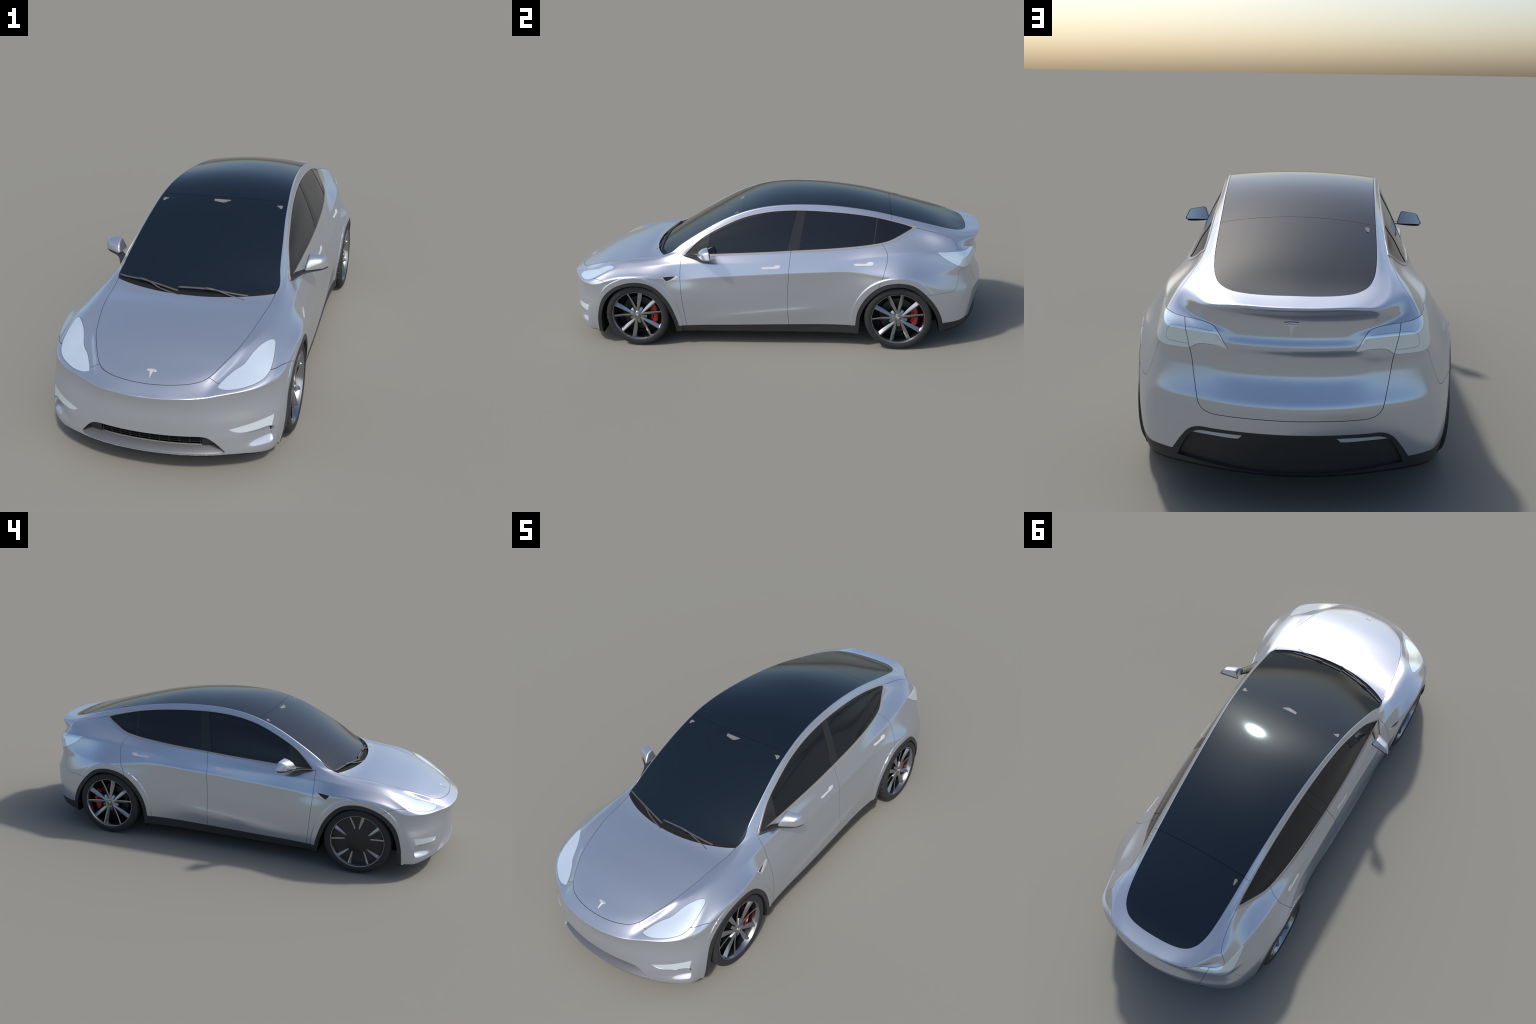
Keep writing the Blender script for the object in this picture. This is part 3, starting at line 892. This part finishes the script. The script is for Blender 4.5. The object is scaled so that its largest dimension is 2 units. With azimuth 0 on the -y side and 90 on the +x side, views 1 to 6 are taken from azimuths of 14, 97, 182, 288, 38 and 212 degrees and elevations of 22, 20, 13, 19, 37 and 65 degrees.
def mesh_from(name, verts, faces, smooth_angle=40):
    me = bpy.data.meshes.new(name)
    me.from_pydata([tuple(map(float, v)) for v in verts], [], [tuple(map(int, f)) for f in faces])
    bm = bmesh.new()
    bm.from_mesh(me)
    bmesh.ops.remove_doubles(bm, verts=bm.verts, dist=1e-6)
    bmesh.ops.recalc_face_normals(bm, faces=bm.faces)
    for f in bm.faces:
        f.smooth = True
    lim = np.radians(smooth_angle)
    for e in bm.edges:
        if len(e.link_faces) == 2 and e.calc_face_angle(0) > lim:
            e.smooth = False
    bm.to_mesh(me)
    bm.free()
    return me


def grid_faces(nu, nv, cu=False, cv=False):
    f = []
    for i in range(nu if cu else nu - 1):
        for j in range(nv if cv else nv - 1):
            a, b, c, d = i * nv + j, ((i + 1) % nu) * nv + j, ((i + 1) % nu) * nv + (j + 1) % nv, i * nv + (j + 1) % nv
            f.append((a, b, c, d))
    return f


def surface_x(y, z):
    """Half width of the body at (y, z)."""
    y, z = np.broadcast_arrays(np.asarray(y, float), np.asarray(z, float))
    b = np.stack([np.zeros(y.size), y.ravel(), z.ravel()], 1)
    return cast(b, b + [.6, 0, 0])[:, 0]


def surface_z(x, y):
    x, y = np.broadcast_arrays(np.asarray(x, float), np.asarray(y, float))
    b = np.stack([x.ravel(), y.ravel(), np.full(x.size, .25)], 1)
    return cast(b, b + [0, 0, .5])[:, 2]


def surface_y(x, z, sign):
    x, z = np.broadcast_arrays(np.asarray(x, float), np.asarray(z, float))
    b = np.stack([x.ravel(), np.zeros(x.size), z.ravel()], 1)
    return cast(b, b + [0, 1.1 * sign, 0])[:, 1]


# ---- wheel wells
def well(outline):
    o = outline[(outline[:, 1] > .05)]
    c = np.array([o[:, 0].mean(), .15])
    d = o - c
    o = o + d / np.linalg.norm(d, axis=1)[:, None] * .003
    zz = np.maximum(o[:, 1], .069)
    xo = surface_x(o[:, 0], zz) - .012
    v, n = [], len(o)
    for k in np.linspace(0, 1, 4):
        v.append(np.stack([xo + (.19 - xo) * k, o[:, 0], o[:, 1]], 1))
    v = np.concatenate(v)
    f = grid_faces(4, n)
    f.append(tuple(range(3 * n, 4 * n)))
    return v, f


for outline in (ARCH_F_IN, ARCH_R_IN):
    v, f = well(outline)
    link("wheel_well", mesh_from("wheel_well", v, f), car, DARK)
    link("wheel_well", mesh_from("wheel_well", v * [-1, 1, 1], f), car, DARK)

# ---- grille: dark slats at the back of the opening, painted ledge below
def grille():
    xs = np.linspace(-.232, .232, 81)
    top, bot = [], []
    ax = np.abs(xs)
    half = GRILLE[:len(GRILLE) // 2]
    k = int(np.argmax(half[:, 0]))
    ztop = np.interp(ax, half[:k + 1, 0], half[:k + 1, 1])
    zbot = np.interp(ax, half[k:, 0][::-1], half[k:, 1][::-1])
    yf_b = surface_y(ax, zbot, -1)
    zl = np.minimum(.1125, ztop - .002)     # back edge of the ledge
    back = yf_b + .030
    v = np.concatenate([np.stack([xs, yf_b + .001, zbot - .0005], 1), np.stack([xs, yf_b + .008, zbot + (zl - zbot) * .35], 1), np.stack([xs, back, zl], 1)])
    link("grille_ledge", mesh_from("grille_ledge", v, grid_faces(3, 81)), front_bumper[0], LEDGE)
    v = np.concatenate([np.stack([xs, back - .0005, zl + .0002], 1), np.stack([xs, back - .0005, zl + .0016], 1), np.stack([xs, back + .004, zl + .0016], 1)])
    link("grille_edge", mesh_from("grille_edge", v, grid_faces(3, 81)), front_bumper[0], CHROME)
    # back plate
    v = np.concatenate([np.stack([xs, back + .010, np.full(81, .118)], 1), np.stack([xs, back + .010, np.full(81, .170)], 1)])
    link("grille_back", mesh_from("grille_back", v, grid_faces(2, 81)), front_bumper[0], DARK)
    # ends: smooth plates either side of the slats
    for s in (1, -1):
        xe = np.linspace(.160, .230, 20)
        ye = surface_y(xe, np.full(20, .125), -1) + .016
        v = np.concatenate([np.stack([xe * s, ye + .010, np.full(20, .115)], 1), np.stack([xe * s, ye, np.full(20, .168)], 1)])
        link("grille_end", mesh_from("grille_end", v, grid_faces(2, 20)), front_bumper[0], GLOSS)
    # slats and bars
    xg = np.linspace(-.172, .172, 61)
    yg = surface_y(np.abs(xg), np.full(61, .14), -1) + .024
    vs, fs = [], []
    for zz in np.arange(.126, .168, .0072):
        o = len(vs) * 1
        ring = [(0, 0), (.008, .0012), (.008, .0028), (0, .0014)]
        base = sum(len(a) for a in vs)
        vs.append(np.concatenate([np.stack([xg, yg + dy, zz + dz + 0 * xg], 1) for dy, dz in ring]))
        fs += [tuple(np.array(q) + base) for q in grid_faces(4, 61, cu=True)]
    for xb in np.linspace(-.155, .155, 11):
        yb = surface_y([abs(xb)], [.14], -1)[0] + .0225
        base = sum(len(a) for a in vs)
        t = .0011
        vs.append(np.array([(xb + sx * t, yb + dy, zz) for zz in (.122, .168) for sx, dy in ((-1, 0), (1, 0), (1, .006), (-1, .006))]))
        fs += [tuple(np.array(q) + base) for q in ((0, 1, 5, 4), (1, 2, 6, 5), (2, 3, 7, 6), (3, 0, 4, 7))]
    o = link("grille", mesh_from("grille", np.concatenate(vs), fs), front_bumper[0], GLOSS)
    o["kind"] = "stuff"


LEDGE = material('ledge_silver_darkened', (.17, .175, .19), .6, .4, vary=.01)  # base colour lowered so the sunlit ledge reads as dim grey
grille()

# ================================================================ wheels
def lathe(profile, n=144, close=False):
    """Profile of (x along the axle, radius) turned round the x axis."""
    p = np.asarray(profile, float)
    a = np.linspace(0, 2 * np.pi, n, endpoint=False)
    v = np.stack([np.broadcast_to(p[:, 0], (n, len(p))), np.outer(np.cos(a), p[:, 1]), np.outer(np.sin(a), p[:, 1])], -1).reshape(-1, 3)
    return v, grid_faces(n, len(p), cu=True, cv=close)


RW = .1520


def tyre_mesh():
    prof = curve([(.046, .1185), (.0505, .1205), (.0530, .1270), (.0535, .1345), (.0518, .1420), (.0490, .1468)], 5)
    tread = [(.0455, .1496), (.0420, .1508), (.0300, .1517), (.0296, .1475), (.0266, .1475), (.0262, .1518), (.0120, .1520), (.0116, .1475), (.0084, .1475), (.0080, .1520)]
    half = np.vstack([prof, tread])
    full = np.vstack([half, half[::-1] * [-1, 1]])
    n = 288
    v, f = lathe(full, n)
    v = v.reshape(n, len(full), 3)
    # shoulder sipes
    ang = np.arange(n)
    sip = (ang % 9) == 0
    for j, (xx, r) in enumerate(full):
        if abs(xx) > .0295 and r > .1465:
            dy = .0030 if r > .1490 else .0012
            q = v[sip, j]
            rad = np.hypot(q[:, 1], q[:, 2])[:, None]
            v[sip, j, 1:] = q[:, 1:] * (1 - dy / rad)
    return mesh_from("tyre", v.reshape(-1, 3), f, 35)


PAIR = [np.radians(96 + 72 * k) for k in range(5)]


def sweep(rings):
    """Closed bar through rings of equal point count, capped."""
    n, m = len(rings), len(rings[0])
    v = np.concatenate(rings)
    f = grid_faces(n, m, cv=True)
    f += [tuple(range(m))[::-1], tuple(range((n - 1) * m, n * m))]
    return v, f


def add(parts, v, f):
    o = sum(len(a) for a, _ in parts)
    parts.append((np.asarray(v, float), [tuple(int(i) + o for i in q) for q in f]))


def merged(name, parts, angle=35):
    return mesh_from(name, np.concatenate([a for a, _ in parts]), [q for _, f in parts for q in f], angle)


def polar(x, r, a):
    return np.array([x, r * np.cos(a), r * np.sin(a)])


def rim_mesh():
    parts = []
    # barrel and lip
    add(parts, *lathe([(.0485, .1215), (.0505, .1198), (.0500, .1180), (.0465, .1163), (.0430, .1140), (.036, .1120), (.020, .1090), (-.010, .1050), (-.040, .1090), (-.048, .118)], 144))
    # spokes: five pairs, each pair meets in a V at the hub
    for a0 in PAIR:
        for s in (-1, 1):
            rings = []
            for t in np.linspace(0, 1, 9):
                c0, c1 = polar(0, .0210, a0 + s * np.radians(4)), polar(0, .1155, a0 + s * np.radians(16.5))
                c = c0 + (c1 - c0) * t
                a = np.arctan2(*(c1 - c0)[[2, 1]])
                wid = (.0042 + .0048 * t) + .0014 * np.sin(np.pi * t)
                face = .0395 + .0055 * t - .003 * np.sin(np.pi * t)
                tilt = .0095 * t + .002                                       # the outer flank drops back
                dirn = np.array([0, -np.sin(a), np.cos(a)]) * s
                ex = np.array([1., 0, 0])
                pts = [(-wid, face - .0008), (-wid * .35, face), (wid * .35, face - tilt * .45), (wid, face - tilt), (wid * .75, face - .020), (-wid * .75, face - .020)]
                rings.append(np.array([c + dirn * u + ex * h for u, h in pts]))
            add(parts, *sweep(rings))
        # short arm between the pairs
        a = a0 + np.radians(36)
        rings = []
        for r, wd, h in ((.014, .0075, .0415), (.026, .0078, .0405), (.0385, .0082, .0365), (.0425, .0080, .0335)):
            d, c = np.array([0, -np.sin(a), np.cos(a)]), polar(0, r, a)
            pts = [(-wd, h - .003), (-wd * .8, h), (wd * .8, h), (wd, h - .003), (wd, h - .018), (-wd, h - .018)]
            rings.append(np.array([c + d * u + np.array([1., 0, 0]) * hh for u, hh in pts]))
        add(parts, *sweep(rings))
    # hub
    add(parts, *lathe([(.0425, .0005), (.0425, .0140), (.0405, .0185), (.036, .0225), (.020, .0250), (.005, .0260)], 60))
    return merged("rim", parts, 32)


def badge_mesh(name, size, depth, curve_back=0.):
    """Stylised T mark, flat in (a, b), raised along the third axis; total height = size."""
    arc = lambda u, c: c - .28 * u * u
    us = np.linspace(-.46, .46, 15)
    bar_top = [(u, arc(u, .5)) for u in us]
    bar_low = [(u, arc(u, .42)) for u in us[::-1]]
    top2 = [(u, arc(u, .385)) for u in us]
    low2 = [(.46, arc(.46, .385) - .01), (.36, .235), (.25, .265), (.17, .255), (.135, .19), (.0, -.5), (-.135, .19), (-.17, .255), (-.25, .265), (-.36, .235), (-.46, arc(.46, .385) - .01)]
    parts = []
    for o in (bar_top + bar_low, top2[::-1][::-1] + low2):
        o = np.array(o) * size
        n = len(o)
        back = -curve_back * o[:, 0] ** 2
        v = np.concatenate([np.c_[o, back], np.c_[o, back + depth]])
        f = [(i, (i + 1) % n, (i + 1) % n + n, i + n) for i in range(n)] + [tuple(range(n, 2 * n))]
        add(parts, v, f)
    me = merged(name, parts, 20)
    bm = bmesh.new()
    bm.from_mesh(me)
    bmesh.ops.triangulate(bm, faces=[f for f in bm.faces if len(f.verts) > 4])
    bm.to_mesh(me)
    bm.free()
    return me


def caliper_mesh():
    parts = []
    for a_lo, a_hi, r0, r1, x0, x1 in ((-34, 34, .071, .093, .000, .0235), (-26, 26, .060, .0735, .008, .0215)):
        rings = []
        for a in np.radians(np.linspace(a_lo, a_hi, 15)):
            e = .82 if a in (np.radians(a_lo), np.radians(a_hi)) else 1.
            bulge = .0022 * np.cos(a * 5.2)
            pts = [(x0, r0), (x1 - .004, r0), ((x1 + bulge) * e, r0 + .004), ((x1 + bulge) * e, r1 - .005), (x1 - .005, r1), (x0, r1)]
            rings.append(np.array([polar(px_, pr_, a) for px_, pr_ in pts]))
        add(parts, *sweep(rings))
    return merged("brake_caliper", parts, 30)


TYRE, RIM = tyre_mesh(), rim_mesh()
TYRE.materials.append(RUBBER)
RIM.materials.append(RIMM)
v, f = lathe([(.0, .004), (.004, .040), (.005, .0415), (.0050, .082), (.0045, .083), (-.003, .083), (-.004, .040)], 96)
DISCM = mesh_from("brake_disc", v, f)
DISCM.materials.append(DISC)
v, f = lathe([(.0465, .0001), (.0462, .0095), (.0450, .0118), (.0425, .0128), (.040, .0130)], 48)
CAPM = mesh_from("hub_cap", v, f)
CAPM.materials.append(CAP)
v, f = lathe([(.000, .1085), (.000, .090), (-.03, .088), (-.045, .06), (-.045, .002)], 72)
BARREL = mesh_from("wheel_back", v, f)
BARREL.materials.append(DARK)
CAL = caliper_mesh()
CAL.materials.append(RED)
WB = badge_mesh("wheel_badge", .0165, .0009)
WB.materials.append(BADGE)
v, f = lathe([(.0445, .0002), (.0440, .030), (.0415, .043), (.0385, .056), (.0376, .075), (.0378, .098), (.0380, .1100), (.036, .1142)], 120)
COVER = mesh_from("wheel_cover", v, f)
COVER.materials.append(GLOSS)


def wheel(xc, yc, side, covered=False):
    w = bpy.data.objects.new("wheel", None)
    bpy.context.collection.objects.link(w)
    w.parent = car
    w.location = (xc * side, yc, RW)
    turn = Matrix.Rotation(0 if side > 0 else np.pi, 4, "Z")
    def put_on(name, mesh, m=None):
        o = bpy.data.objects.new(name, mesh)
        bpy.context.collection.objects.link(o)
        o.parent = w
        o.matrix_local = turn @ (m or Matrix())
        return o
    put_on("tyre", TYRE)
    put_on("rim", RIM)
    put_on("brake_disc", DISCM)
    put_on("wheel_back", BARREL)
    # the caliper stands behind the axle on every wheel
    put_on("brake_caliper", CAL, Matrix.Rotation(0 if side > 0 else np.pi, 4, "X"))
    if covered:
        put_on("wheel_cover", COVER)
    else:
        put_on("hub_cap", CAPM)
        basis = Matrix(((0, 0, 1, .0462), (1, 0, 0, 0), (0, 1, 0, 0), (0, 0, 0, 1)))
        put_on("wheel_badge", WB, basis)


wheel(.3345, -.6150, 1)
wheel(.3345, .5985, 1)
wheel(.3345, -.6150, -1, True)
wheel(.3345, .5985, -1)

# ================================================================ mirrors
def rounded(corners, r, n=6):
    """Closed 3D outline with rounded corners."""
    c = np.asarray(corners, float)
    out = []
    for i in range(len(c)):
        p, a, b = c[i], c[i - 1] - c[i], c[(i + 1) % len(c)] - c[i]
        la, lb = np.linalg.norm(a), np.linalg.norm(b)
        k = min(r, la * .45, lb * .45)
        s, e = p + a / la * k, p + b / lb * k
        for t in np.linspace(0, 1, n):
            out.append((1 - t) ** 2 * s + 2 * t * (1 - t) * p + t * t * e)
    return np.array(out)


def mirror(side, door):
    S = np.array([side, 1, 1.])
    rear = rounded([(.3395, -.2575, .4395), (.3555, -.2660, .4870), (.4105, -.2490, .4800), (.4285, -.2430, .4415)], .010)
    mid = rounded([(.3415, -.2900, .4385), (.3560, -.2880, .4810), (.4120, -.2650, .4785), (.4250, -.2600, .4395)], .011)
    fwd = rounded([(.3440, -.3140, .4385), (.3545, -.3030, .4690), (.4060, -.2820, .4710), (.4120, -.2790, .4395)], .010)
    tip = rounded([(.3490, -.3170, .4405), (.3560, -.3090, .4600), (.4010, -.2870, .4620), (.4050, -.2840, .4410)], .008)
    n = len(rear)
    v, f = sweep([rear, mid, fwd, tip])
    f = f[:-2] + [tuple(range(3 * n, 4 * n))]
    shell = link("mirror", mesh_from("mirror", v * S, f, 50), door, PAINT)
    cen = rear.mean(0)
    v = np.concatenate([rear, cen + (rear - cen) * .93 + [0, -.001, 0], cen + (rear - cen) * .93 + [0, -.004, 0]])
    link("mirror_rim", mesh_from("mirror_rim", v * S, grid_faces(3, n, cv=True)), shell, PLASTIC)
    v = cen + (rear - cen) * .935 + [0, -.0022, 0]
    link("mirror_glass", mesh_from("mirror_glass", v * S, [tuple(range(n))]), shell, MIRRORG)
    # dark foot: a strip under the housing that runs into the door
    def ring(p, w, h):
        p = np.array(p)
        d = np.array(w) / 2
        u = np.array([0, 0, h / 2])
        return np.array([p - d - u * .6, p - d + u, p + d + u, p + d - u * .6, p + d * .6 - u, p - d * .6 - u])
    rings = [ring((.4225, -.2490, .4385), (.004, -.010, 0), .0035), ring((.4120, -.2620, .4365), (.004, -.030, 0), .0050), ring((.3850, -.2780, .4355), (.004, -.044, 0), .0060), ring((.3580, -.2950, .4355), (.002, -.046, 0), .0065), ring((.3420, -.3120, .4350), (.0, -.050, 0), .0075), ring((.3270, -.3350, .4320), (.0, -.062, 0), .0110), ring((.3150, -.3520, .4300), (.0, -.078, 0), .0130), ring((.3060, -.3540, .4300), (.0, -.078, 0), .0130)]
    v, f = sweep(rings)
    me = mesh_from("mirror_foot", v * S, f, 60)
    o = link("mirror_foot", me, shell, PLASTIC)
    m = o.modifiers.new("round", "SUBSURF")
    m.levels = m.render_levels = 2
    return shell


mirror(1, fdoor[0])
mirror(-1, fdoor[1])

# ================================================================ wipers
def glass_at(x, y, lift):
    x, y = np.atleast_1d(x), np.atleast_1d(y)
    p = np.stack([x, y, surface_z(np.abs(x), y)], 1)
    n = normals(np.abs(p) * [1, 0, 1] + p * [0, 1, 0])
    n[:, 0] *= np.sign(x + 1e-9)
    return p + n * (np.asarray(lift) + cowl(p))[:, None], n


def tube(name, pts, radii, mat, parent, flat=1.0):
    pts = np.asarray(pts, float)
    n = len(pts)
    t = np.gradient(pts, axis=0)
    t /= np.linalg.norm(t, axis=1)[:, None]
    up = np.array([0, 0, 1.])
    s = np.cross(t, up)
    s /= np.linalg.norm(s, axis=1)[:, None]
    w = np.cross(s, t)
    a = np.linspace(0, 2 * np.pi, 10, endpoint=False)
    rings = [pts[i] + radii[i] * (np.outer(np.cos(a), s[i]) * flat + np.outer(np.sin(a), w[i])) for i in range(n)]
    v, f = sweep(rings)
    return link(name, mesh_from(name, v, f, 50), parent, mat)


def wiper(blade, arm, knuckle):
    b = curve(blade, 6)
    p, _ = glass_at(b[:, 0], b[:, 1], np.full(len(b), .0045))
    r = np.full(len(b), .0036)
    r[0] = r[-1] = .0018
    o = tube("wiper", p, r, WIPER, car)
    k, _ = glass_at(*np.array([knuckle]).T, np.array([.0085]))
    d = p[len(p) // 2 + 2] - p[len(p) // 2 - 2]
    d /= np.linalg.norm(d)
    tube("wiper_knuckle", np.array([k[0] - d * .018, k[0] - d * .012, k[0], k[0] + d * .012, k[0] + d * .018]), [.002, .0042, .0046, .0042, .002], WIPER, o)
    q = curve([knuckle] + arm, 6)
    p2, _ = glass_at(q[:, 0], q[:, 1], np.linspace(.009, .010, len(q)))
    tube("wiper_arm", p2, np.linspace(.0028, .0030, len(q)), WIPER, o)


wiper([(-.279, -.473), (-.232, -.491), (-.182, -.506), (-.132, -.521), (-.085, -.534), (-.044, -.544)], [(-.148, -.520), (-.110, -.540), (-.055, -.558), (-.03, -.566)], (-.178, -.508))
wiper([(-.046, -.532), (.0, -.531), (.06, -.529), (.115, -.529), (.16, -.527), (.196, -.523)], [(.090, -.531), (.123, -.537), (.167, -.545), (.19, -.551)], (.066, -.530))

# ================================================================ badges and small plates
def place(mesh, name, p, n, upward, parent, mat):
    n, u = Vector(n).normalized(), Vector(upward)
    u = (u - n * u.dot(n)).normalized()
    r = u.cross(n)
    o = link(name, mesh, parent, mat)
    o.matrix_world = Matrix(((r.x, u.x, n.x, p[0]), (r.y, u.y, n.y, p[1]), (r.z, u.z, n.z, p[2]), (0, 0, 0, 1)))
    return o


hood_o = [o for o in bpy.data.objects if o.name == "hood"][0]
p = np.array([[0, -.9295, surface_z(0, -.9295)[0]]])
place(badge_mesh("badge", .0315, .0012, 1.2), "badge", p[0], normals(p)[0], (0, 1, .4), hood_o, BADGE)
zr = .4365
p = np.array([[0, surface_y(0, zr, 1)[0] + .0028, zr]])
place(badge_mesh("badge", .0345, .0012, .9), "badge", p[0], normals(p)[0], (0, 0, 1), tailgate[0], BADGE)


def plate(name, outline, parent, mat, lift=.0004, thick=.0010):
    """Small thin plate that lies on the roof glass; outline in plan."""
    o = np.asarray(outline, float)
    c = o.mean(0)
    q = np.vstack([o, c + (o - c) * .5, [c]])
    pts, n = glass_at(q[:, 0], q[:, 1], np.full(len(q), lift))
    k = len(o)
    v = np.concatenate([pts, pts[:k] - n[:k] * thick])
    f = [(i, (i + 1) % k, k + (i + 1) % k, k + i) for i in range(k)] + [(k + i, k + (i + 1) % k, 2 * k) for i in range(k)]
    f += [(i, (i + 1) % k, 2 * k + 1 + (i + 1) % k, 2 * k + 1 + i) for i in range(k)]
    return link(name, mesh_from(name, v, f, 30), parent, mat)


wind = [o for o in bpy.data.objects if o.name == "windshield"][0]
rearw = [o for o in bpy.data.objects if o.name == "rear_window"][0]
plate("sensor_plate", [(-.030, -.1375), (.034, -.1375), (.033, -.1415), (.014, -.1545), (.006, -.1555), (-.027, -.1495)], wind, PATCH)
for s in (1, -1):
    plate("corner_plate", curve([(s * .2085, -.1395), (s * .2295, -.134), (s * .2305, -.146), (s * .2265, -.152), (s * .2215, -.149), (s * .2175, -.144)], 4, True), wind, PATCH)
plate("corner_plate", curve([(-.183, .592), (-.1775, .589), (-.172, .592), (-.172, .600), (-.1755, .613), (-.1785, .616), (-.182, .604)], 4, True), rearw, PATCH, lift=.0018)


# ---- fine seams on the tail lamps
for s_ in (1, -1):
    for seam in ([(.170, .4215), (.200, .4235), (.2345, .4240)], [(.241, .4240), (.262, .4225), (.272, .4185), (.2775, .408), (.2800, .395), (.2770, .3885), (.255, .3860), (.228, .3862)]):
        q = curve(seam, 6)
        yy = surface_y(q[:, 0], q[:, 1], 1) + .0011
        par = tailgate[0] if seam[0][0] < .2 else car
        tube("lamp_seam", np.stack([q[:, 0] * s_, yy, q[:, 1]], 1), np.full(len(q), .00038), PATCH, par)
